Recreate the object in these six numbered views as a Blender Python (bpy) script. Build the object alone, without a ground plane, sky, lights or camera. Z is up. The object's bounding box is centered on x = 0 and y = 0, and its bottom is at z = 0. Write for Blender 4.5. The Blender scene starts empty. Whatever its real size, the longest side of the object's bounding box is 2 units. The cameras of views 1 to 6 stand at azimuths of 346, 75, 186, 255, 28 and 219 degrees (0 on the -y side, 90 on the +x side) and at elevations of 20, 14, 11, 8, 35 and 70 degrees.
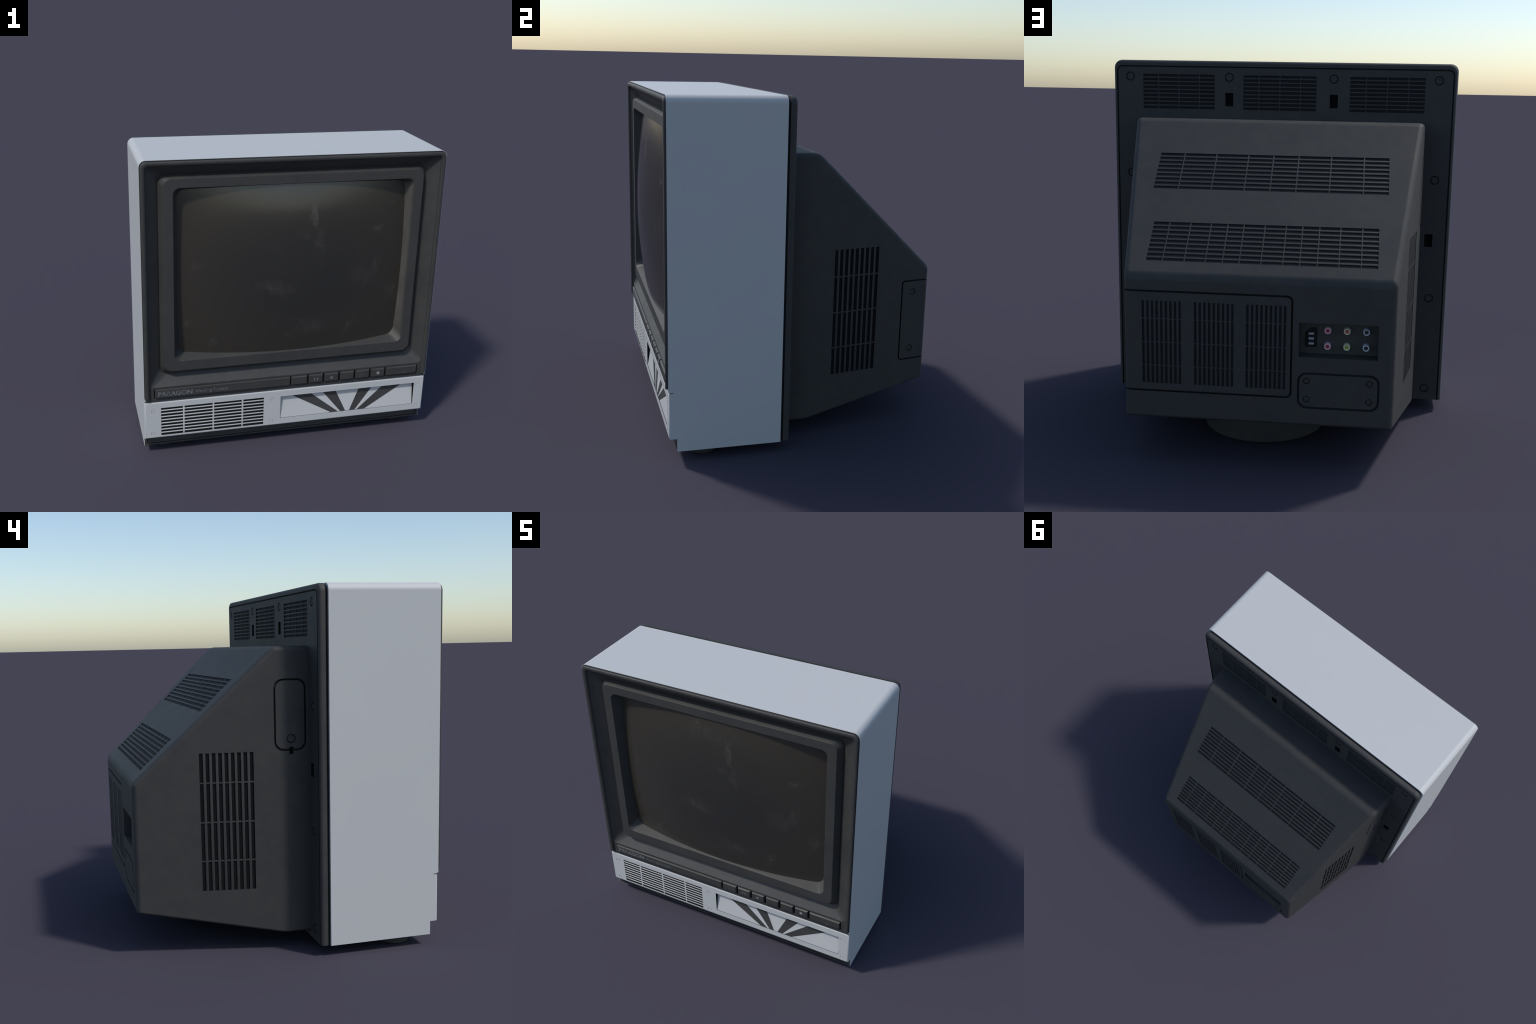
"""A boxy tube television: pale cabinet, dark bezel, sloped rear housing on a swivel base."""
import bpy, bmesh, math, random
from mathutils import Vector, Matrix

random.seed(11)
SCN = bpy.context.scene.collection

# --------------------------------------------------------------------------
# materials
# --------------------------------------------------------------------------
class Graph:
    """Small helper to write node graphs compactly."""
    def __init__(self, name):
        self.mat = bpy.data.materials.new(name)
        self.mat.use_nodes = True
        self.nt = self.mat.node_tree
        self.bsdf = self.nt.nodes["Principled BSDF"]

    def n(self, kind, **props):
        node = self.nt.nodes.new("ShaderNode" + kind)
        for k, v in props.items():
            setattr(node, k, v)
        return node

    def link(self, a, b):
        self.nt.links.new(a, b)

    def coords(self):
        return self.n("TexCoord").outputs["Object"]

    def noise(self, vec, scale, detail=4.0, rough=0.55, stretch=None):
        if stretch:
            mp = self.n("Mapping")
            mp.inputs["Scale"].default_value = stretch
            self.link(vec, mp.inputs["Vector"])
            vec = mp.outputs["Vector"]
        t = self.n("TexNoise")
        t.inputs["Scale"].default_value = scale
        t.inputs["Detail"].default_value = detail
        t.inputs["Roughness"].default_value = rough
        self.link(vec, t.inputs["Vector"])
        return t.outputs["Fac"]

    def ramp(self, fac, stops):
        r = self.n("ValToRGB")
        el = r.color_ramp.elements
        while len(el) < len(stops):
            el.new(0.5)
        for e, (p, c) in zip(el, stops):
            e.position = p
            e.color = (*c, 1) if len(c) == 3 else c
        self.link(fac, r.inputs["Fac"])
        return r.outputs["Color"]

    def mix(self, fac, a, b, blend="MIX"):
        m = self.n("Mix", data_type="RGBA", blend_type=blend)
        for sock, val in ((m.inputs[0], fac), (m.inputs[6], a), (m.inputs[7], b)):
            if isinstance(val, (int, float)):
                sock.default_value = val
            elif isinstance(val, tuple):
                sock.default_value = (*val, 1)
            else:
                self.link(val, sock)
        return m.outputs[2]

    def math(self, op, a, b=0.0, clamp=False):
        m = self.n("Math", operation=op, use_clamp=clamp)
        for sock, val in ((m.inputs[0], a), (m.inputs[1], b)):
            if isinstance(val, (int, float)):
                sock.default_value = val
            else:
                self.link(val, sock)
        return m.outputs[0]

    def bump(self, height, strength, distance=0.002):
        b = self.n("Bump")
        b.inputs["Strength"].default_value = strength
        b.inputs["Distance"].default_value = distance
        self.link(height, b.inputs["Height"])
        self.link(b.outputs["Normal"], self.bsdf.inputs["Normal"])

    def set(self, **kw):
        for k, v in kw.items():
            s = self.bsdf.inputs[k.replace("_", " ")]
            if hasattr(v, "is_linked"):
                self.link(v, s)
            elif isinstance(v, tuple):
                s.default_value = (*v, 1)
            else:
                s.default_value = v
        return self.mat


def plain(name, col, rough=0.6, **kw):
    g = Graph(name)
    return g.set(Base_Color=col, Roughness=rough, **kw)


def pale_paint():
    g = Graph("pale_painted_shell")
    c = g.coords()
    big = g.noise(c, 2.2, 3)
    fine = g.noise(c, 260, 2)
    col = g.ramp(big, [(0.3, (0.497, 0.503, 0.500)), (0.7, (0.506, 0.511, 0.506))])
    stain = g.ramp(g.noise(c, 5.5, 6, 0.7), [(0.60, (0, 0, 0)), (0.85, (0.08, 0.08, 0.08))])
    col = g.mix(stain, col, (0.445, 0.455, 0.450))
    g.bump(fine, 0.10, 0.001)
    return g.set(Base_Color=col, Roughness=0.55, Specular_IOR_Level=0.4)


def dark_plastic(name, lo, hi, rough=0.55, warm=0.7, spec=0.45, vary=0.07):
    g = Graph(name)
    c = g.coords()
    cloud = g.noise(c, 3.3, 5, 0.6)
    col = g.ramp(cloud, [(0.33, lo), (0.68, hi)])
    mott = g.ramp(g.noise(c, 16, 6, 0.68), [(0.38, (0, 0, 0)), (0.70, (warm, warm, warm))])
    col = g.mix(mott, col, tuple(a * b for a, b in zip(hi, (1.22, 1.15, 1.00))))
    speck = g.ramp(g.noise(c, 60, 5, 0.65), [(0.56, (0, 0, 0)), (0.78, (0.30, 0.30, 0.30))])
    col = g.mix(speck, col, tuple(v * 1.35 for v in hi))
    rgh = g.ramp(g.noise(c, 7, 5), [(0.3, (rough - vary,) * 3), (0.7, (rough + vary,) * 3)])
    g.bump(g.noise(c, 420, 2), 0.12, 0.0008)
    return g.set(Base_Color=col, Roughness=rgh, Specular_IOR_Level=spec)


def frame_plastic():
    """Bezel plastic; the right inner wall is coloured as a paler, warmer band."""
    mat = dark_plastic("charcoal_frame_plastic", (0.0345, 0.0347, 0.0350), (0.0420, 0.0420, 0.0412))
    g = Graph.__new__(Graph)
    g.mat, g.nt, g.bsdf = mat, mat.node_tree, mat.node_tree.nodes["Principled BSDF"]
    c = g.coords()
    sep = g.n("SeparateXYZ")
    g.link(c, sep.inputs[0])
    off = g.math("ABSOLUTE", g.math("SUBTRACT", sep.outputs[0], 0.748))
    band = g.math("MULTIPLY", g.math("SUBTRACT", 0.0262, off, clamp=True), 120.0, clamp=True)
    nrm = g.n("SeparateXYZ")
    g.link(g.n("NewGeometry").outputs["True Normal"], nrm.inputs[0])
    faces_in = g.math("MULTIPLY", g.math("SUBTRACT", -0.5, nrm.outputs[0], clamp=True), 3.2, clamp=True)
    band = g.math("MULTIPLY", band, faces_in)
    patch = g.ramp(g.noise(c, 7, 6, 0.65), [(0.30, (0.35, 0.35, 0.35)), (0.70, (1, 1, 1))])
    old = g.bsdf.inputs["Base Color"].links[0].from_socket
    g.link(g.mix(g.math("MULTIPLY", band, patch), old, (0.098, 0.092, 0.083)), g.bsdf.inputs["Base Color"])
    return mat


def screen_material():
    """Dark glass with a brown rim, patchy dust smears and dried streaks."""
    g = Graph("dusty_tube_glass")
    c = g.coords()
    sep = g.n("SeparateXYZ")
    g.link(c, sep.inputs[0])
    # browner towards the rim
    dx = g.math("MULTIPLY", sep.outputs[0], 1.30)
    dz = g.math("MULTIPLY", g.math("SUBTRACT", sep.outputs[2], 1.25), 1.75)
    rad = g.math("SQRT", g.math("ADD", g.math("MULTIPLY", dx, dx), g.math("MULTIPLY", dz, dz)))
    col = g.ramp(rad, [(0.35, (0.0270, 0.0268, 0.0240)), (0.95, (0.0385, 0.0342, 0.0250))])
    col = g.mix(g.math("MULTIPLY", g.noise(c, 2.4, 4), 0.5), col, (0.035, 0.031, 0.027))
    # where smears sit: x, z, half width, half height, tilt (degrees), haze, specks
    smears = [(0.112, 1.650, .020, .150, 9, .95, .80), (0.155, 1.420, .032, .120, 6, .50, .10),
              (-0.130, 1.730, .055, .060, 0, .55, .80), (0.020, 1.720, .230, .065, 0, .35, .30),
              (0.036, 1.501, .055, .024, 0, .60, .05), (-0.146, 1.418, .050, .024, 0, .35, .05),
              (-0.130, 1.158, .155, .052, -13, .85, .75), (0.460, 1.200, .105, .080, 0, .50, .95),
              (0.560, 1.250, .030, .095, -20, .65, .45), (0.547, 1.496, .038, .032, 0, .75, .50),
              (0.642, 1.662, .022, .050, 0, .30, .90), (0.110, 0.860, .140, .085, 0, .60, .35),
              (0.380, 0.830, .028, .110, -28, .65, .30), (-0.034, 0.804, .032, .022, 0, .75, .50),
              (-0.512, 0.775, .045, .050, 0, .70, .75), (-0.637, 1.315, .020, .055, 0, .50, .10),
              (0.680, 1.040, .055, .085, 0, .60, .25), (-0.690, 0.930, .030, .050, 0, .40, .60)]
    # ragged outlines: shift the lookup with noise
    wob = g.n("TexNoise")
    wob.inputs["Scale"].default_value, wob.inputs["Detail"].default_value = 14.0, 6.0
    g.link(c, wob.inputs["Vector"])
    wsep = g.n("SeparateColor")
    g.link(wob.outputs["Color"], wsep.inputs[0])
    px = g.math("ADD", sep.outputs[0], g.math("MULTIPLY", g.math("SUBTRACT", wsep.outputs[0], 0.5), 0.11))
    pz = g.math("ADD", sep.outputs[2], g.math("MULTIPLY", g.math("SUBTRACT", wsep.outputs[1], 0.5), 0.11))
    haze = spots = None
    for x, z, w, h, tilt, hz, sp in smears:
        t = math.radians(tilt)
        ax, az = g.math("SUBTRACT", px, x), g.math("SUBTRACT", pz, z)
        u = g.math("DIVIDE", g.math("ADD", g.math("MULTIPLY", ax, math.cos(t)), g.math("MULTIPLY", az, math.sin(t))), w)
        v = g.math("DIVIDE", g.math("SUBTRACT", g.math("MULTIPLY", az, math.cos(t)), g.math("MULTIPLY", ax, math.sin(t))), h)
        m = g.math("SUBTRACT", 1.0, g.math("ADD", g.math("MULTIPLY", u, u), g.math("MULTIPLY", v, v)), clamp=True)
        a, b = g.math("MULTIPLY", m, hz), g.math("MULTIPLY", m, sp)
        haze = a if haze is None else g.math("MAXIMUM", haze, a)
        spots = b if spots is None else g.math("MAXIMUM", spots, b)
    wisp = g.math("MULTIPLY", g.math("SUBTRACT", g.noise(c, 18, 8, 0.72, stretch=(1.0, 1.0, 0.75)), 0.38, clamp=True), 3.0, clamp=True)
    speck = g.math("MULTIPLY", g.math("SUBTRACT", g.noise(c, 62, 6, 0.75), 0.575, clamp=True), 7.0, clamp=True)
    stray = g.math("MULTIPLY", g.math("SUBTRACT", g.noise(c, 48, 6, 0.75), 0.70, clamp=True), 4.0, clamp=True)
    dust = g.math("ADD", g.math("MULTIPLY", g.math("MULTIPLY", haze, wisp), 0.66), g.math("MULTIPLY", g.math("MULTIPLY", spots, speck), 0.50))
    dust = g.math("ADD", dust, g.math("MULTIPLY", stray, 0.25), clamp=True)
    col = g.mix(g.math("MULTIPLY", dust, 0.62), col, (0.118, 0.112, 0.098))
    rgh = g.math("ADD", 0.150, g.math("MULTIPLY", dust, 0.40), clamp=True)
    rim = g.ramp(rad, [(0.72, (0, 0, 0)), (1.0, (1, 1, 1))])
    rgh = g.math("ADD", rgh, g.math("MULTIPLY", rim, 0.06), clamp=True)
    spec = g.math("SUBTRACT", 0.95, g.math("MULTIPLY", rim, 0.12))
    return g.set(Base_Color=col, Roughness=rgh, Specular_IOR_Level=spec)


PALE = pale_paint()
DARK = dark_plastic("charcoal_plastic", (0.0345, 0.0347, 0.0350), (0.0420, 0.0420, 0.0412))
REAR = dark_plastic("charcoal_rear_plastic", (0.0335, 0.0342, 0.0352), (0.0420, 0.0420, 0.0410), rough=0.66, spec=0.40, vary=0.03)
BASE = dark_plastic("greenish_black_plastic", (0.032, 0.035, 0.035), (0.041, 0.043, 0.041))
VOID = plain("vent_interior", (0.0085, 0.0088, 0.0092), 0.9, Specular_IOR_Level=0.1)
VOID_SLOPE = plain("shallow_vent_interior", (0.0130, 0.0135, 0.0148), 0.8, Specular_IOR_Level=0.25)  # lightened to offset the shading inside sloped and rear vent pockets
SEAM = plain("seam_shadow_plastic", (0.0175, 0.0178, 0.018), 0.8, Specular_IOR_Level=0.15)
SLOT = plain("speaker_interior", (0.0130, 0.0130, 0.0130), 0.9, Specular_IOR_Level=0.1)
def worn_print(name, col, under, lo, hi):
    g = Graph(name)
    c = g.coords()
    wear = g.ramp(g.noise(c, 55, 5, 0.7), [(lo, (0, 0, 0)), (hi, (1, 1, 1))])
    return g.set(Base_Color=g.mix(wear, under, col), Roughness=0.6)

INK = plain("worn_grey_print", (0.150, 0.155, 0.160), 0.6)
INK_NAME = worn_print("worn_name_print", (0.185, 0.192, 0.200), (0.045, 0.046, 0.048), 0.36, 0.60)
INK_SUB = worn_print("worn_small_print", (0.165, 0.172, 0.178), (0.045, 0.046, 0.048), 0.34, 0.62)
INK_FAINT = plain("faded_grey_print", (0.062, 0.064, 0.066), 0.6)
STRIPE = dark_plastic("charcoal_stripe", (0.034, 0.034, 0.035), (0.043, 0.043, 0.043), 0.6)
METAL = plain("dull_socket_metal", (0.46, 0.47, 0.50), 0.42, Metallic=0.55)
SLEEVE = plain("socket_sleeve", (0.30, 0.31, 0.36), 0.45, Metallic=0.3)
GLASS = screen_material()
FRAME = frame_plastic()

# --------------------------------------------------------------------------
# objects and mesh helpers
# --------------------------------------------------------------------------
def empty(name):
    o = bpy.data.objects.new(name, None)
    SCN.objects.link(o)
    return o


def put(name, mesh, parent, mat=None, matrix=None):
    o = bpy.data.objects.new(name, mesh)
    SCN.objects.link(o)
    if mat is not None and not mesh.materials:
        mesh.materials.append(mat)
    o.parent = parent
    if matrix is not None:
        o.matrix_world = matrix
    return o


def mesh_of(bm, name, angle=35):
    bmesh.ops.recalc_face_normals(bm, faces=bm.faces)
    me = bpy.data.meshes.new(name)
    bm.to_mesh(me)
    bm.free()
    smooth(me, angle)
    return me


def smooth(me, angle=35):
    me.polygons.foreach_set("use_smooth", [True] * len(me.polygons))
    me.set_sharp_from_angle(angle=math.radians(angle))


def bake(o, angle=35):
    """Apply the modifiers of o (plus weighted normals) to its mesh."""
    wn = o.modifiers.new("wn", "WEIGHTED_NORMAL")
    wn.keep_sharp = True
    wn.weight = 80
    dg = bpy.context.evaluated_depsgraph_get()
    dg.update()
    me = bpy.data.meshes.new_from_object(o.evaluated_get(dg), preserve_all_data_layers=True, depsgraph=dg)
    o.modifiers.clear()
    o.data = me


def carve(o, cutter_bm, mat, angle=35):
    """Boolean-subtract one joined cutter mesh; cut walls take the cutter's material."""
    bmesh.ops.recalc_face_normals(cutter_bm, faces=cutter_bm.faces)
    me = bpy.data.meshes.new("tool")
    cutter_bm.to_mesh(me)
    cutter_bm.free()
    me.materials.append(mat)
    tool = bpy.data.objects.new("tool", me)
    SCN.objects.link(tool)
    b = o.modifiers.new("cut", "BOOLEAN")
    b.operation, b.solver, b.object = "DIFFERENCE", "EXACT", tool
    b.material_mode = "TRANSFER"
    b.use_self = True
    dg = bpy.context.evaluated_depsgraph_get()
    dg.update()
    me2 = bpy.data.meshes.new_from_object(o.evaluated_get(dg), depsgraph=dg)
    o.modifiers.clear()
    o.data = me2
    smooth(me2, angle)
    bpy.data.objects.remove(tool)


def box_into(bm, lo, hi, m=None):
    vs = [bm.verts.new(Vector((x, y, z)) if m is None else m @ Vector((x, y, z)))
          for x in (lo[0], hi[0]) for y in (lo[1], hi[1]) for z in (lo[2], hi[2])]
    for f in ((0, 1, 3, 2), (4, 6, 7, 5), (0, 4, 5, 1), (2, 3, 7, 6), (0, 2, 6, 4), (1, 5, 7, 3)):
        bm.faces.new([vs[i] for i in f])


def box_mesh(name, size, bevel=0.0, seg=2, angle=35):
    bm = bmesh.new()
    h = [s / 2 for s in size]
    box_into(bm, [-v for v in h], h)
    if bevel:
        bmesh.ops.bevel(bm, geom=bm.edges[:], offset=bevel, segments=seg, profile=0.6, affect="EDGES")
    return mesh_of(bm, name, angle)


def rrect(x0, x1, z0, z1, r, n=6, rb=None):
    """Rounded rectangle, counter-clockwise from the lower right corner."""
    rb = r if rb is None else rb
    out = []
    for cx, cz, a0, rr in ((x1, z0, -90, rb), (x1, z1, 0, r), (x0, z1, 90, r), (x0, z0, 180, rb)):
        sx, sz = (1 if cx == x0 else -1), (1 if cz == z0 else -1)
        for i in range(n + 1):
            a = math.radians(a0 + 90 * i / n)
            out.append((cx + sx * rr + rr * math.cos(a), cz + sz * rr + rr * math.sin(a)))
    return out


def loft(rings, close_path=True, close_profile=False, caps=False):
    """Bridge a list of equally long point rings with quads."""
    bm = bmesh.new()
    vs = [[bm.verts.new(p) for p in ring] for ring in rings]
    n = len(rings[0])
    last = len(vs) if close_profile else len(vs) - 1
    for a in range(last):
        A, B = vs[a], vs[(a + 1) % len(vs)]
        for i in range(n if close_path else n - 1):
            j = (i + 1) % n
            bm.faces.new((A[i], A[j], B[j], B[i]))
    if caps:
        bm.faces.new(vs[0])
        bm.faces.new(vs[-1])
    return bm


def prism_into(bm, pts, m, d0, d1):
    """Extrude the 2D outline pts (u, v) along local w from d0 to d1, placed by matrix m."""
    a = [bm.verts.new(m @ Vector((u, v, d0))) for u, v in pts]
    b = [bm.verts.new(m @ Vector((u, v, d1))) for u, v in pts]
    n = len(pts)
    bm.faces.new(a)
    bm.faces.new(b)
    for i in range(n):
        bm.faces.new((a[i], a[(i + 1) % n], b[(i + 1) % n], b[i]))


def ring_prism_into(bm, outer, inner, m, d0, d1):
    """A tube between two outlines with equal point counts."""
    rings = []
    for pts, d in ((outer, d0), (outer, d1), (inner, d1), (inner, d0)):
        rings.append([bm.verts.new(m @ Vector((u, v, d))) for u, v in pts])
    n = len(outer)
    for a in range(4):
        A, B = rings[a], rings[(a + 1) % 4]
        for i in range(n):
            bm.faces.new((A[i], A[(i + 1) % n], B[(i + 1) % n], B[i]))


def circle(cx, cy, r, n=24):
    return [(cx + r * math.cos(2 * math.pi * i / n), cy + r * math.sin(2 * math.pi * i / n)) for i in range(n)]


def face_matrix(origin, u, n):
    """Frame on a surface: u along the face, n outward, v = n x u."""
    n = Vector(n).normalized()
    u = Vector(u)
    u = (u - n * u.dot(n)).normalized()
    v = n.cross(u)
    m = Matrix((u, v, n)).transposed().to_4x4()
    m.translation = origin
    return m


def lathe(name, profile, n=32, angle=40):
    """Turn (radius, height) points round local z."""
    rings = [[(r * math.cos(2 * math.pi * i / n), r * math.sin(2 * math.pi * i / n), h) for i in range(n)]
             for r, h in profile]
    bm = loft(rings)
    if profile[0][0] > 1e-6:
        bm.faces.new([v for v in bm.verts][:n])
    bmesh.ops.remove_doubles(bm, verts=bm.verts, dist=1e-6)
    if profile[-1][0] > 1e-6:
        edge = [e for e in bm.edges if e.is_boundary]
        if edge:
            bmesh.ops.holes_fill(bm, edges=edge)
    return mesh_of(bm, name, angle)


SLATS = {}

def vent(m, w, h, slots, ratio, dividers, parent, mat, div_w=0.008, sink=0.001, depth=0.0045):
    """Louvre: slats run along u over width w, stacked over height h (v), frame m at the centre.
    ratio = slat width / slot width; dividers = u positions of the cross bars."""
    s = h / (slots + (slots - 1) * ratio)
    r = s * ratio
    key = ("slat", round(w, 4), round(r, 4), mat.name)
    if key not in SLATS:
        SLATS[key] = box_mesh("vent_slat", (w + 0.002, r, depth), min(r * 0.22, 0.0020), 2)
    for i in range(slots - 1):
        v = -h / 2 + (i + 1) * s + i * r + r / 2
        put("vent_slat", SLATS[key], parent, mat, m @ Matrix.Translation((0, v, -depth / 2 - 0.0006)))
    key = ("div", round(h, 4), round(div_w, 4), mat.name)
    if key not in SLATS:
        SLATS[key] = box_mesh("vent_divider", (div_w, h + 0.002, depth - sink), min(div_w * 0.25, 0.002), 2)
    for u in dividers:
        put("vent_divider", SLATS[key], parent, mat, m @ Matrix.Translation((u, 0, -(depth + sink) / 2 - 0.0004)))


def vent_pocket(bm, m, w, h, depth=0.0055):
    box_into(bm, (-w / 2, -h / 2, -depth), (w / 2, h / 2, 0.02), m)


SCREWS = {}

def screw(m, r, parent, mat, proud=0.0):
    """Screw head with a cross recess that sits in a carved ring."""
    key = (round(r, 4), mat.name)
    if key not in SCREWS:
        me = lathe("screw", [(0, -0.006), (r, -0.006), (r, -0.0016), (r * 0.90, -0.0006), (r * 0.5, -0.0004),
                             (r * 0.42, -0.0020), (0, -0.0022)], 20, 22)
        SCREWS[key] = me
    return put("screw", SCREWS[key], parent, mat, m @ Matrix.Translation((0, 0, proud)))


# --------------------------------------------------------------------------
# overall sizes (metres)
# --------------------------------------------------------------------------
W = 0.975            # half width of the cabinet
TOP, BOT = 2.0, 0.060
FRONT, BACK = -0.803, -0.165
PANEL_Y = -0.800     # face of the lower front panel
COVER_Y = -0.111     # flat rear face behind the cabinet
REAR_Y = 0.842       # rearmost face

tv = empty("television")
tv["label"] = "boxy pale grey tube television with dark bezel and sloped vented back"
tv["category"] = "television"

# --------------------------------------------------------------------------
# cabinet: one extruded side profile, hollowed for the bezel
# --------------------------------------------------------------------------
profile = [(BACK, BOT), (BACK, TOP), (FRONT, TOP), (FRONT, 0.4165), (-0.799, 0.4120), (-0.788, 0.4085), (-0.772, 0.4065),
           (-0.772, 0.4025), (PANEL_Y, 0.4015), (PANEL_Y, 0.1355), (-0.755, 0.1355), (-0.755, BOT)]
bm = loft([[(x, y, z) for y, z in profile] for x in (-W, W)], caps=True)
bmesh.ops.recalc_face_normals(bm, faces=bm.faces)
bm.edges.ensure_lookup_table()
def along(e, axis):
    d = e.verts[1].co - e.verts[0].co
    return abs(d[axis]) > 0.9 * d.length
tops = [e for e in bm.edges if along(e, 1) and all(abs(v.co.z - TOP) < 1e-5 and abs(abs(v.co.x) - W) < 1e-5 for v in e.verts)]
bmesh.ops.bevel(bm, geom=tops, offset=0.042, segments=8, profile=0.5, affect="EDGES")
panel_edges = [e for e in bm.edges if all(abs(v.co.y - PANEL_Y) < 1e-4 and 0.13 < v.co.z < 0.405 for v in e.verts)]
bmesh.ops.bevel(bm, geom=panel_edges, offset=0.011, segments=4, profile=0.5, affect="EDGES")
cabinet = put("cabinet", mesh_of(bm, "cabinet"), tv, PALE)

GR = dict(x0=-0.8675, x1=-0.1785, z0=0.155, z1=0.3565)      # speaker grille opening
WIN = dict(x0=-0.0625, x1=0.9010, z0=0.1870, z1=0.3520)     # recessed window
screws_front = [(x, z) for x in (-0.9205, -0.1215, 0.927) for z in (0.1725, 0.338)]

cut = bmesh.new()
RY = Matrix(((1, 0, 0, 0), (0, 0, -1, 0), (0, 1, 0, 0), (0, 0, 0, 1)))   # (u, v, w) -> x, -w, z : faces -y
prism_into(cut, rrect(-0.9732, 0.9732, 0.4045, 1.9978, 0.040), RY, 0.700, 1.0)
carve(cabinet, cut, DARK)
cut = bmesh.new()
box_into(cut, (-0.9732, -0.9, -0.1), (0.9732, -0.728, 0.1350))
carve(cabinet, cut, DARK)
cut = bmesh.new()
box_into(cut, (GR["x0"], -0.9, GR["z0"]), (GR["x1"], -0.7945, GR["z1"]))
carve(cabinet, cut, SLOT)
cut = bmesh.new()
box_into(cut, (WIN["x0"], -0.9, WIN["z0"]), (WIN["x1"], -0.745, WIN["z1"]))
carve(cabinet, cut, SLOT)
cut = bmesh.new()
for x, z in screws_front:
    prism_into(cut, circle(x, z, 0.0134, 24), RY, 0.7965, 0.9)
carve(cabinet, cut, PALE)
bake(cabinet)

# speaker grille
gw, gh = GR["x1"] - GR["x0"], GR["z1"] - GR["z0"]
gx, gz = (GR["x0"] + GR["x1"]) / 2, (GR["z0"] + GR["z1"]) / 2
vent(face_matrix((gx, PANEL_Y, gz), (1, 0, 0), (0, -1, 0)), gw, gh, 9, 0.55,
     [x - gx for x in (-0.718, -0.521, -0.324)], cabinet, PALE, div_w=0.0105, sink=0.0003, depth=0.0035)
for x, z in screws_front:
    screw(face_matrix((x, PANEL_Y, z), (1, 0, 0), (0, -1, 0)), 0.0100, cabinet, PALE, 0.0004)

# tilted plate in the window: flush at the sill, sunk at the top
def plate_y(z):
    return -0.7972 + (z - 0.1885) * 0.150
bm = bmesh.new()
z0, z1 = WIN["z0"] + 0.0004, WIN["z1"] + 0.010
pts = [(plate_y(z0), z0), (plate_y(z1), z1), (plate_y(z1) + 0.008, z1), (plate_y(z0) + 0.008, z0)]
bm = loft([[(x, y, z) for y, z in pts] for x in (WIN["x0"] + 0.0035, WIN["x1"] - 0.0035)], caps=True)
plate = put("window_plate", mesh_of(bm, "window_plate"), cabinet, PALE)
# fan of four stripes: x limits at two heights (0.190 and 0.337)
for lo, hi in (((0.296, 0.350), (0.028, 0.160)), ((0.367, 0.404), (0.245, 0.336)),
               ((0.434, 0.474), (0.501, 0.594)), ((0.489, 0.547), (0.671, 0.811))):
    def at(i, z):
        return lo[i] + (hi[i] - lo[i]) * (z - 0.190) / 0.147
    za, zb = 0.1888, 0.3515
    ring = []
    for off in (-0.0008, 0.002):
        ring.append([(at(0, za), plate_y(za) + off, za), (at(1, za), plate_y(za) + off, za),
                     (at(1, zb), plate_y(zb) + off, zb), (at(0, zb), plate_y(zb) + off, zb)])
    put("fan_stripe", mesh_of(loft(ring, caps=True), "fan_stripe"), cabinet, STRIPE)

# dark plinth under the panel, with a rim line
bm = bmesh.new()
box_into(bm, (-0.9726, -0.7535, BOT + 0.0005), (0.9726, -0.70, 0.1345))
plinth = put("plinth", mesh_of(bm, "plinth"), tv, BASE)
cut = bmesh.new()
ring_prism_into(cut, rrect(-0.957, 0.957, BOT + 0.011, 0.3, 0.012), rrect(-0.951, 0.951, BOT + 0.0165, 0.29, 0.008), RY, 0.749, 0.8)
carve(plinth, cut, SEAM)
bake(plinth)

# --------------------------------------------------------------------------
# front bezel: flat margin, funnel down to a seam, closed behind
# --------------------------------------------------------------------------
def ring_at(y, x, z0, z1, r, rb=None, n=8):
    return [(px, y, pz) for px, pz in rrect(-x, x, z0, z1, r, n, rb)]

rings = [ring_at(-0.730, 0.9724, 0.4068, 1.9970, 0.039, 0.004),
         ring_at(-0.8000, 0.9724, 0.4068, 1.9970, 0.039, 0.004),
         ring_at(-0.8000, 0.9385, 0.5090, 1.9630, 0.030),
         ring_at(-0.7990, 0.9370, 0.5105, 1.9615, 0.030),
         ring_at(-0.7535, 0.8680, 0.5690, 1.9050, 0.050),
         ring_at(-0.7515, 0.8655, 0.5715, 1.9025, 0.050),
         ring_at(-0.7470, 0.8600, 0.5770, 1.8970, 0.050),
         ring_at(-0.7470, 0.8200, 0.6300, 1.8500, 0.050),
         ring_at(-0.7250, 0.8200, 0.6300, 1.8500, 0.050)]
bezel = put("front_bezel", mesh_of(loft(rings, close_profile=True), "front_bezel", 25), tv, DARK)
cut = bmesh.new()
prism_into(cut, rrect(-0.9115, 0.9115, 0.4310, 0.4975, 0.004, 3), RY, 0.790, 0.9)
carve(bezel, cut, SEAM, 25)
bake(bezel)

# raised lip: U-shaped sweep up the left side, across the top and down the right
def lip_path(inset, y, r=0.034, zb=0.430, n=8):
    x, zt, rr = 0.9685 - inset, 1.9915 - inset, r - inset * 0.35
    pts = [(-x, zb)] + [(-x + rr - rr * math.cos(a), zt - rr + rr * math.sin(a))
                        for a in (math.pi / 2 * i / n for i in range(n + 1))]
    pts += [(x - rr + rr * math.sin(a), zt - rr + rr * math.cos(a)) for a in (math.pi / 2 * i / n for i in range(n + 1))]
    pts += [(x, zb)]
    return [(px, y, pz) for px, pz in pts]

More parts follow.
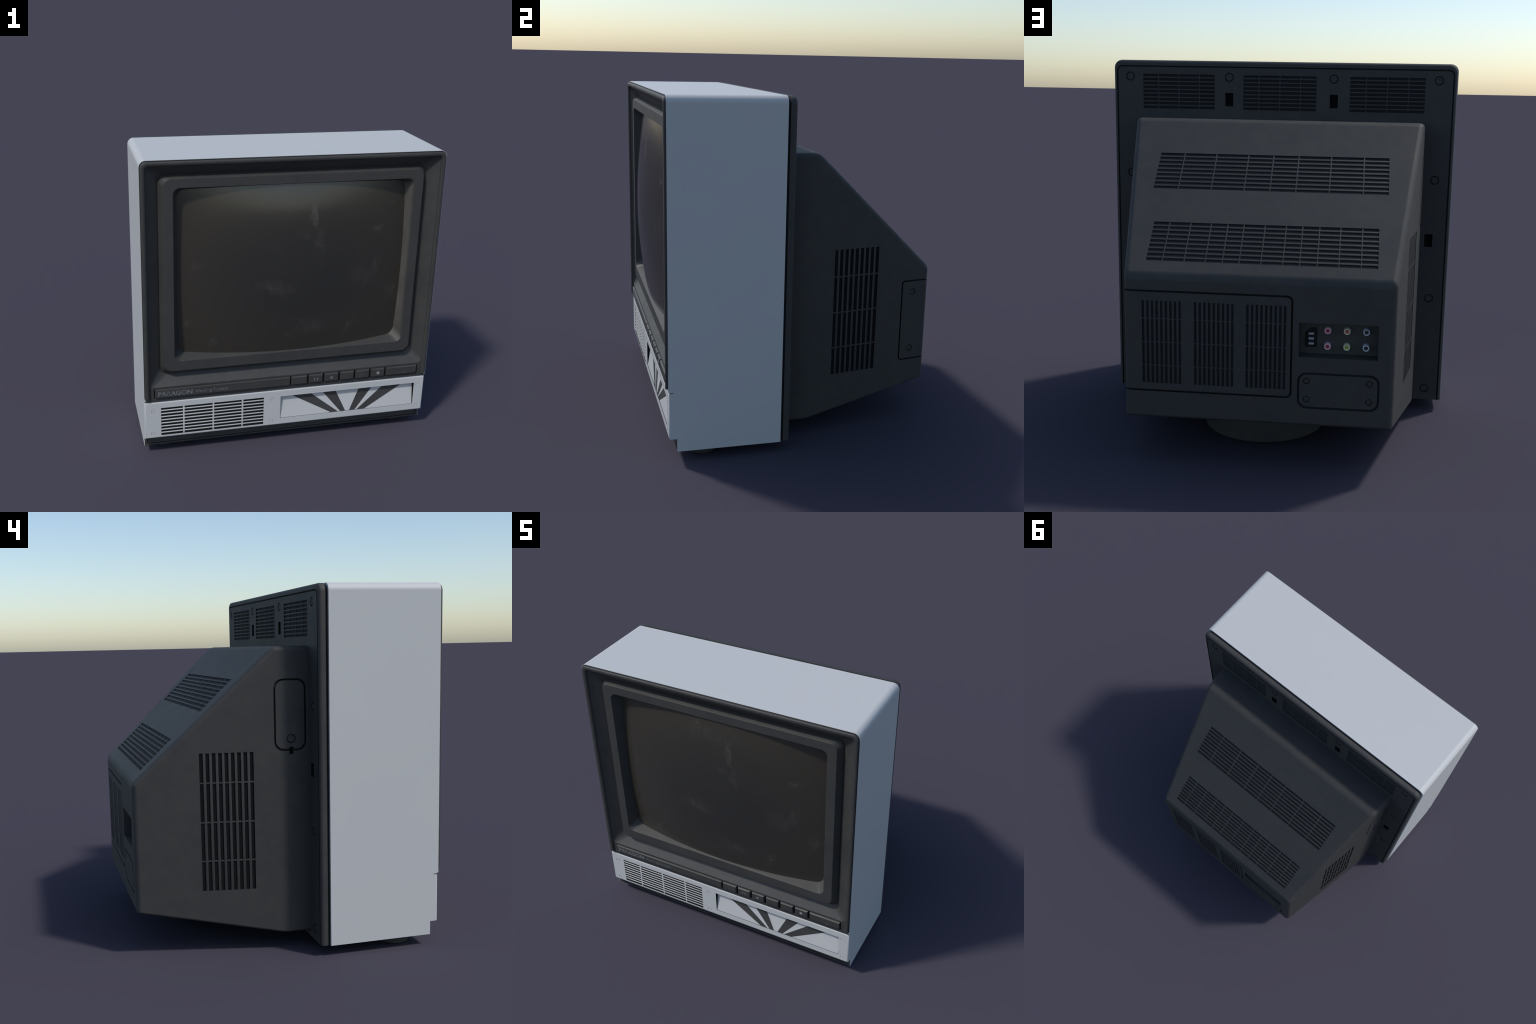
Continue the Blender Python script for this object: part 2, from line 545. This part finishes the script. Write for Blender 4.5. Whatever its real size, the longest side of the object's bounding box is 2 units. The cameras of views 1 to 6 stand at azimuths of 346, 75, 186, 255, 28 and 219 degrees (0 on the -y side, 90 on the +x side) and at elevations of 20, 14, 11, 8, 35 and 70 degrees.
prof = [(0, -0.795), (0, -0.8105), (0.0010, -0.8138), (0.0040, -0.8162), (0.0130, -0.8168), (0.0230, -0.8150),
        (0.0280, -0.8105), (0.0300, -0.8010), (0.0305, -0.795)]
bm = loft([lip_path(i, y) for i, y in prof], close_path=False, close_profile=True)
n = len(lip_path(0, 0))
bm.verts.ensure_lookup_table()
for k in (0, n - 1):
    bm.faces.new([bm.verts[a * n + k] for a in range(len(prof))])
put("bezel_lip", mesh_of(bm, "bezel_lip", 40), bezel, DARK)

# control strip: name bar and seven keys
def key_bar(name, x0, x1, chamfer=0.0055):
    z0, z1 = 0.4345, 0.4950
    def r(y, i):
        return [(x0 + i, y, z0 + i), (x1 - i, y, z0 + i), (x1 - i, y, z1 - i), (x0 + i, y, z1 - i)]
    bm = loft([r(-0.785, 0), r(-0.8025, 0), r(-0.8105, chamfer * 0.85), r(-0.8115, chamfer)], caps=True)
    return put(name, mesh_of(bm, name, 20), bezel, DARK)

bar = key_bar("name_bar", -0.9050, -0.0020, 0.004)
keys = [(0.0060, 0.1170), (0.1290, 0.2270), (0.2390, 0.3370), (0.3500, 0.4480), (0.4610, 0.5590), (0.5715, 0.6695), (0.6820, 0.9045)]
buttons = [key_bar("button", a, b) for a, b in keys]
FACE = -0.8115

def mark(pts, parent, x, z, mat, s=1.0, name="key_symbol"):
    bm = bmesh.new()
    prism_into(bm, [(u * s, v * s) for u, v in pts], Matrix.Translation((x, FACE, z)) @ RY, -0.002, 0.0006)
    put(name, mesh_of(bm, name), parent, mat)

def rect(w, h, dx=0.0):
    return [(dx - w, -h), (dx + w, -h), (dx + w, h), (dx - w, h)]

zc = 0.4640
mid = [(a + b) / 2 for a, b in keys]
mark(rect(.003, .003), buttons[0], mid[0], zc, INK_FAINT)
mark(rect(.0032, .0105, -.0110), buttons[1], mid[1], zc, INK)
mark(rect(.0032, .0105, .0110), buttons[1], mid[1], zc, INK)
mark([(-.010, -.009), (.004, -.009), (.011, 0), (.004, .009), (-.010, .009)], buttons[2], mid[2], zc, INK)
mark(rect(.012, .001), buttons[3], mid[3], zc, INK_FAINT)
mark(rect(.005, .005, -.016), buttons[4], mid[4], zc, INK_FAINT)
mark(rect(.003, .004, .014), buttons[4], mid[4], zc, INK_FAINT)
mark(circle(0, 0, .0105, 20), buttons[5], mid[5], zc, plain("pale_print", (0.26, 0.26, 0.265), 0.6))
mark(rect(.010, .0013), buttons[6], 0.812, 0.4455, INK)

def lettering(text, x0, x1, z, height, mat, bold=0.0):
    cu = bpy.data.curves.new("lettering", "FONT")
    cu.body, cu.size, cu.extrude, cu.offset = text, 1.0, 0.02, bold
    o = bpy.data.objects.new("lettering", cu)
    SCN.objects.link(o)
    dg = bpy.context.evaluated_depsgraph_get()
    dg.update()
    me = bpy.data.meshes.new_from_object(o.evaluated_get(dg), depsgraph=dg)
    bpy.data.objects.remove(o)
    xs = [v.co.x for v in me.vertices]
    caps = 0.70                                   # cap height of the built-in font at size 1
    sx, sz = (x1 - x0) / (max(xs) - min(xs)), height / caps
    for v in me.vertices:
        u, w, d = (v.co.x - min(xs)) * sx, v.co.y * sz, v.co.z
        v.co = (x0 + u, FACE + 0.0006 - (0.001 if d > 0 else -0.001), z + w)
    me.materials.clear()
    return put("lettering", me, bar, mat)

lettering("PARAGON", -0.886, -0.662, 0.4490, 0.0310, INK_NAME, 0.022)
lettering("Viewing System", -0.645, -0.426, 0.4530, 0.0225, INK_SUB, 0.010)

# --------------------------------------------------------------------------
# picture tube: sloping frame and bulged glass
# --------------------------------------------------------------------------
rings = [ring_at(-0.740, 0.8600, 0.5800, 1.8970, 0.052),
         ring_at(-0.7530, 0.8600, 0.5815, 1.8970, 0.052),
         ring_at(-0.7915, 0.8350, 0.6090, 1.8830, 0.050),
         ring_at(-0.7945, 0.8325, 0.6120, 1.8810, 0.049),
         ring_at(-0.7955, 0.8290, 0.6155, 1.8780, 0.048),
         ring_at(-0.7955, 0.7770, 0.6790, 1.8260, 0.044),
         ring_at(-0.7948, 0.7748, 0.6815, 1.8240, 0.044),
         ring_at(-0.7930, 0.7738, 0.6830, 1.8228, 0.044),
         ring_at(-0.7000, 0.7330, 0.7200, 1.7860, 0.055),
         ring_at(-0.6800, 0.7330, 0.7200, 1.7860, 0.055)]
frame = put("screen_frame", mesh_of(loft(rings, close_profile=True), "screen_frame", 30), tv, FRAME)
bake(frame)

bm = bmesh.new()
NX, NZ = 48, 36
gx_, gz_, zc_ = 0.770, 0.575, 1.2525
grid = []
for j in range(NZ + 1):
    row = []
    for i in range(NX + 1):
        x, z = gx_ * (2 * i / NX - 1), gz_ * (2 * j / NZ - 1)
        uu, vv = (x / 0.75) ** 2, (z / 0.565) ** 2
        y = -0.842 + 0.103 * uu + 0.058 * vv - 0.032 * uu * vv      # bulge, flatter towards the corners
        row.append((x, y, zc_ + z))
    grid.append(row)
vs = [[bm.verts.new(p) for p in row] for row in grid]
bk = [[bm.verts.new((p[0], p[1] + 0.03, p[2])) for p in row] for row in grid]
for j in range(NZ):
    for i in range(NX):
        bm.faces.new((vs[j][i], vs[j][i + 1], vs[j + 1][i + 1], vs[j + 1][i]))
        bm.faces.new((bk[j][i], bk[j + 1][i], bk[j + 1][i + 1], bk[j][i + 1]))
edge = [(0, i) for i in range(NX)] + [(j, NX) for j in range(NZ)] + [(NZ, i) for i in range(NX, 0, -1)] + [(j, 0) for j in range(NZ, 0, -1)]
for k in range(len(edge)):
    (a, b), (c, d) = edge[k], edge[(k + 1) % len(edge)]
    bm.faces.new((vs[a][b], bk[a][b], bk[c][d], vs[c][d]))
put("screen_glass", mesh_of(bm, "screen_glass", 40), tv, GLASS)

# --------------------------------------------------------------------------
# rear cover: rounded slab with a seam, vents, keyholes and screws
# --------------------------------------------------------------------------
BK = Matrix(((-1, 0, 0, 0), (0, 0, 1, 0), (0, 1, 0, 0), (0, 0, 0, 1)))     # (u, v, w) -> -x, w, z : faces +y
def slab_ring(y, inset, r):
    return [(x, y, z) for x, z in rrect(-0.9685 + inset, 0.9685 - inset, BOT + inset * 0.15, 1.9985 - inset, r, 8, 0.003)]
rings = [slab_ring(-0.1500, 0.016, 0.040), slab_ring(-0.1500, 0.0, 0.044)]
R = 0.020
for i in range(6):
    a = math.pi / 2 * i / 5
    rings.append(slab_ring(COVER_Y - R + R * math.sin(a), R - R * math.cos(a) if i else 0.0, 0.044 - (R - R * math.cos(a)) * 0.6))
cover = put("rear_cover", mesh_of(loft(rings, caps=True), "rear_cover"), tv, REAR)

gap = [slab_ring(y, 0.010, 0.040) for y in (-0.200, -0.1485)]  # inset neck, coloured dark to show shadow in the gap behind the cabinet
put("shade_dark_gap_neck", mesh_of(loft(gap, caps=True), "shade_dark_gap_neck"), cover, SEAM)

cut = bmesh.new()
go, gi = 0.9515, 0.9435
ring_prism_into(cut, rrect(-go, go, -0.2, 1.9685, 0.034, 8), rrect(-gi, gi, -0.19, 1.9605, 0.026, 8), BK, COVER_Y - 0.007, COVER_Y + 0.05)
carve(cover, cut, SEAM)
cut = bmesh.new()
cover_vents = [(0.5915, 0.412), (0.0150, 0.412), (-0.5860, 0.414)]
vz, vh = 1.8255, 0.192
for cx, w in cover_vents:
    vent_pocket(cut, face_matrix((cx, COVER_Y, vz), (-1, 0, 0), (0, 1, 0)), w, vh, depth=0.0055)
carve(cover, cut, VOID_SLOPE)
cut = bmesh.new()
for x, z in ((0.3015, 1.7855), (-0.2900, 1.7855), (-0.8510, 1.0150), (0.8510, 1.0150)):
    box_into(cut, (x - 0.0225, COVER_Y - 0.03, z - 0.037), (x + 0.0225, COVER_Y + 0.02, z + 0.037))
carve(cover, cut, VOID)
cover_screws = [(0.8720, 1.908), (0.3020, 1.909), (-0.2880, 1.908), (-0.8670, 1.908)] + \
               [(s * 0.8695, z) for s in (-1, 1) for z in (1.360, 0.678, 0.132)]
cut = bmesh.new()
for x, z in cover_screws:
    prism_into(cut, circle(-x, z, 0.0255), BK, COVER_Y - 0.005, COVER_Y + 0.02)
carve(cover, cut, SEAM)
bake(cover)
for cx, w in cover_vents:
    vent(face_matrix((cx, COVER_Y, vz), (-1, 0, 0), (0, 1, 0)), w, vh, 9, 0.60,
         [-0.118, 0.0, 0.117], cover, REAR, div_w=0.006, sink=0.001, depth=0.0045)
for x, z in cover_screws:
    screw(face_matrix((x, COVER_Y, z), (-1, 0, 0), (0, 1, 0)), 0.0195, cover, REAR)

# --------------------------------------------------------------------------
# rear housing: a block cut by sloping planes, edges rounded, then carved
# --------------------------------------------------------------------------
bm = bmesh.new()
box_into(bm, (-0.796, -0.125, 0.099), (0.796, REAR_Y, 1.681))
SL_N = Vector((0, 0.938, 1)).normalized()
SL_P = Vector((0, 0.266, 1.506))
SIDE = math.atan2(0.140, 0.79)
def slice_off(point, normal):
    bmesh.ops.bisect_plane(bm, geom=bm.verts[:] + bm.edges[:] + bm.faces[:], plane_co=point, plane_no=normal, clear_outer=True)
    holes = [e for e in bm.edges if e.is_boundary]
    bmesh.ops.holes_fill(bm, edges=holes)
slice_off(SL_P, SL_N)
BOT_N = Vector((0, 0.190, -1)).normalized()
slice_off(Vector((0, REAR_Y, 0.2505)), BOT_N)
side_n = {}
for s in (1, -1):
    side_n[s] = Vector((s * 0.79, 0.137, 0)).normalized()
    slice_off(Vector((s * 0.79, 0.05, 0)), side_n[s])
bw = bm.edges.layers.float.new("bevel_weight_edge")
for e in bm.edges:
    a, b = (v.co for v in e.verts)
    if max(a.y, b.y) < -0.12:
        e[bw] = 0.0
    elif max(a.z, b.z) < 0.30 and len(e.link_faces) == 2 and e.calc_face_angle() > 0.8:
        e[bw] = 0.45
    else:
        e[bw] = 1.0
housing = put("rear_housing", mesh_of(bm, "rear_housing"), tv, REAR)
bv = housing.modifiers.new("round", "BEVEL")
bv.limit_method, bv.width, bv.segments, bv.profile = "WEIGHT", 0.036, 6, 0.5
bv.offset_type = "OFFSET"
dg = bpy.context.evaluated_depsgraph_get(); dg.update()
me = bpy.data.meshes.new_from_object(housing.evaluated_get(dg), depsgraph=dg)
housing.modifiers.clear()
housing.data = me
smooth(me, 35)

def slant_frame(y):
    z = 1.506 - 0.938 * (y - 0.266)
    return face_matrix((0, y, z), (-1, 0, 0), SL_N)
def slant_len(y0, y1):
    return (y1 - y0) * math.hypot(1, 0.938)
upper, lower = slant_frame((0.2665 + 0.4475) / 2), slant_frame((0.6055 + 0.7795) / 2)
upper_wh, lower_wh = (1.206, slant_len(0.2665, 0.4475)), (1.118, slant_len(0.6055, 0.7795))
side_frames, side_wh = {}, (0.759, 0.2935)          # slats run vertically
for s in (1, -1):
    mid_y = 0.3395
    x = s * (0.79 - (mid_y - 0.05) * 0.137 / 0.79)
    side_frames[s] = face_matrix((x, mid_y, 0.7390), (0, 0, 1), side_n[s])
back_vents = [0.470, 0.214, -0.0385]
back_wh = (0.413, 0.192)
bz = 0.6345

cut = bmesh.new()
vent_pocket(cut, upper, *upper_wh, depth=0.0045)
vent_pocket(cut, lower, *lower_wh, depth=0.0045)
carve(housing, cut, VOID_SLOPE)
cut = bmesh.new()
for s in (1, -1):
    vent_pocket(cut, side_frames[s], *side_wh)
carve(housing, cut, VOID)
cut = bmesh.new()
for cx in back_vents:
    vent_pocket(cut, face_matrix((cx, REAR_Y, bz), (0, 0, 1), (0, 1, 0)), *back_wh, depth=0.0055)
carve(housing, cut, VOID_SLOPE)

# seams: access panel that wraps the corner, small plate, hatch on the other side
def u_groove(bm_, m, x0, x1, z0, z1, r, wd, d0, d1, n=6):
    ring_prism_into(bm_, rrect(x0, x1, z0, z1, r, n), rrect(x0 + wd, x1 - wd, z0 + wd, z1 - wd, r - wd * 0.7, n), m, d0, d1)
cut = bmesh.new()
u_groove(cut, BK, -0.9, 0.1665, 0.3840, 0.8930, 0.028, 0.0095, REAR_Y - 0.014, REAR_Y + 0.05)
carve(housing, cut, SEAM)
cut = bmesh.new()
yy = 0.655
m_side = face_matrix((0.79 - (yy - 0.05) * 0.137 / 0.79, yy, 0), (0, 1, 0), side_n[1])
if (m_side.to_3x3() @ Vector((0, 1, 0))).z < 0:
    flip = -1
else:
    flip = 1
def side_pts(pts):
    return [(u, v * flip) for u, v in pts]
ring_prism_into(cut, side_pts(rrect(0.0, 0.5, 0.3840, 0.8930, 0.024)), side_pts(rrect(0.0095, 0.49, 0.3935, 0.8835, 0.017)), m_side, -0.014, 0.05)
carve(housing, cut, SEAM)
cut = bmesh.new()
u_groove(cut, BK, 0.1930, 0.5865, 0.3370, 0.5190, 0.045, 0.0100, REAR_Y - 0.007, REAR_Y + 0.05)
LT = Matrix(((0, 0, -1, 0), (1, 0, 0, 0), (0, 1, 0, 0), (0, 0, 0, 1)))     # (u, v, w) -> y, z ; w towards -x
u_groove(cut, LT, -0.0960, 0.0820, 1.1190, 1.5080, 0.050, 0.0100, 0.777, 0.9)
carve(housing, cut, SEAM)
cut = bmesh.new()
box_into(cut, (-0.9, -0.0215, 1.100), (-0.775, 0.0005, 1.140))
carve(housing, cut, VOID)
cut = bmesh.new()
box_into(cut, (-0.5730, 0.767, 0.5935), (-0.1965, 0.95, 0.7640))
carve(housing, cut, BASE)
# screw seats
plate_screws = [(x, z) for x in (-0.237, -0.538) for z in (0.3845, 0.4755)]
side_screws = [(0.733, 0.818), (0.733, 0.459)]
cut = bmesh.new()
for x, z in plate_screws:
    prism_into(cut, circle(-x, z, 0.0165, 20), BK, REAR_Y - 0.004, REAR_Y + 0.02)
seat = []
for y, z in side_screws:
    m = face_matrix((0.79 - (y - 0.05) * 0.137 / 0.79, y, z), (0, 1, 0), side_n[1])
    seat.append(m)
    prism_into(cut, circle(0, 0, 0.0205, 24), m, -0.004, 0.02)
m_latch = face_matrix((-0.7957, -0.0105, 1.185), (0, -1, 0), Vector((-1, 0.03, 0)))
prism_into(cut, circle(0, 0, 0.0255, 24), m_latch, -0.006, 0.02)
carve(housing, cut, SEAM)
bake(housing)

vent(upper, *upper_wh, 9, 0.55, [-x for x in (0.474, 0.303, 0.1327, 0.0, -0.1327, -0.303, -0.474)], housing, REAR, div_w=0.0075, sink=0.0008, depth=0.0035)
vent(lower, *lower_wh, 9, 0.55, [-x for x in (0.479, 0.3725, 0.2695, 0.186, 0.105, 0.0, -0.105, -0.186, -0.2695, -0.3725, -0.479)],
     housing, REAR, div_w=0.0065, sink=0.0008, depth=0.0035)
for s in (1, -1):
    vent(side_frames[s], *side_wh, 9, 0.72, [z - 0.739 for z in (0.956, 0.7395, 0.5245)], housing, REAR, div_w=0.0085, sink=0.001)
for cx in back_vents:
    vent(face_matrix((cx, REAR_Y, bz), (0, 0, 1), (0, 1, 0)), *back_wh, 9, 0.95, [z - bz for z in (0.752, 0.6345, 0.517)],
         housing, REAR, div_w=0.0048, sink=0.0008, depth=0.0045)
for x, z in plate_screws:
    screw(face_matrix((x, REAR_Y, z), (-1, 0, 0), (0, 1, 0)), 0.0120, housing, REAR)
for m in seat:
    screw(m, 0.0155, housing, REAR)
screw(m_latch, 0.0195, housing, REAR)

# --------------------------------------------------------------------------
# sockets in the recess
# --------------------------------------------------------------------------
RECESS_Y = 0.767
sleeve = lathe("socket", [(0.0168, -0.002), (0.0168, 0.0270), (0.0158, 0.0300), (0.0140, 0.0315), (0.0112, 0.0310),
                          (0.0096, 0.0290), (0.0096, 0.0230), (0, 0.0230)], 28)
core = lathe("socket_core", [(0.0096, 0.0), (0.0096, 0.0280), (0.0080, 0.0283), (0.0042, 0.0275), (0.0034, 0.0245), (0, 0.0240)], 24)
ring_tint = {"red": (0.33, 0.020, 0.075), "orange": (0.36, 0.125, 0.050), "scarlet": (0.32, 0.035, 0.050),
             "yellow": (0.34, 0.33, 0.055), "black": (0.018, 0.018, 0.022)}
tint_mat = {k: plain(k + "_socket_plastic", v, 0.45) for k, v in ring_tint.items()}
pale_tint = {"red": (0.72, 0.47, 0.55), "orange": (0.70, 0.63, 0.54), "scarlet": (0.72, 0.52, 0.57),
             "yellow": (0.66, 0.70, 0.48), "black": (0.55, 0.58, 0.65)}
pale_mat = {k: plain(k + "_socket_sleeve", v, 0.45, Metallic=0.2) for k, v in pale_tint.items()}
for x, z, tint in ((-0.331, 0.7165, "red"), (-0.4235, 0.7165, "orange"), (-0.516, 0.7165, "black"),
                   (-0.331, 0.6375, "scarlet"), (-0.4235, 0.6375, "yellow"), (-0.516, 0.6375, "black")):
    m = face_matrix((x, RECESS_Y, z), (-1, 0, 0), (0, 1, 0))
    o = put("socket", sleeve.copy(), housing, pale_mat[tint], m)
    c = put("socket_core", core.copy(), housing, tint_mat[tint], m)
# mains inlet: clipped-corner well with three blades
bm = bmesh.new()
outline = [(-0.2800, 0.6250), (-0.2200, 0.6250), (-0.2200, 0.6980), (-0.2470, 0.7230), (-0.2800, 0.7230)]
inner = [(x + (-0.250 - x) * 0.06, z + (0.674 - z) * 0.05) for x, z in outline]
ring_prism_into(bm, [(-x, z) for x, z in outline], [(-x, z) for x, z in inner], BK, RECESS_Y - 0.001, RECESS_Y + 0.0015)
prism_into(bm, [(-x, z) for x, z in inner], BK, RECESS_Y - 0.001, RECESS_Y + 0.0006)
inlet = put("mains_inlet", mesh_of(bm, "mains_inlet"), housing, VOID_SLOPE)
blade = box_mesh("inlet_blade", (0.0260, 0.020, 0.0100), 0.001, 1)
for z in (0.6955, 0.6710, 0.6460):
    put("inlet_blade", blade, housing, METAL, Matrix.Translation((-0.2515, RECESS_Y + 0.008, z)))

# --------------------------------------------------------------------------
# feet and swivel base
# --------------------------------------------------------------------------
foot = lathe("foot", [(0, 0.0), (0.076, 0.0), (0.081, 0.004), (0.082, 0.014), (0.082, 0.064), (0, 0.064)], 40)
for x in (0.828, -0.828):
    put("foot", foot, tv, BASE, Matrix.Translation((x, -0.598, 0.0)))
swivel = lathe("swivel_base", [(0, 0.0), (0.316, 0.0), (0.323, 0.004), (0.325, 0.012), (0.325, 0.160), (0, 0.160)], 72)
put("swivel_base", swivel, tv, BASE, Matrix.Translation((0.028, 0.276, 0.040)))
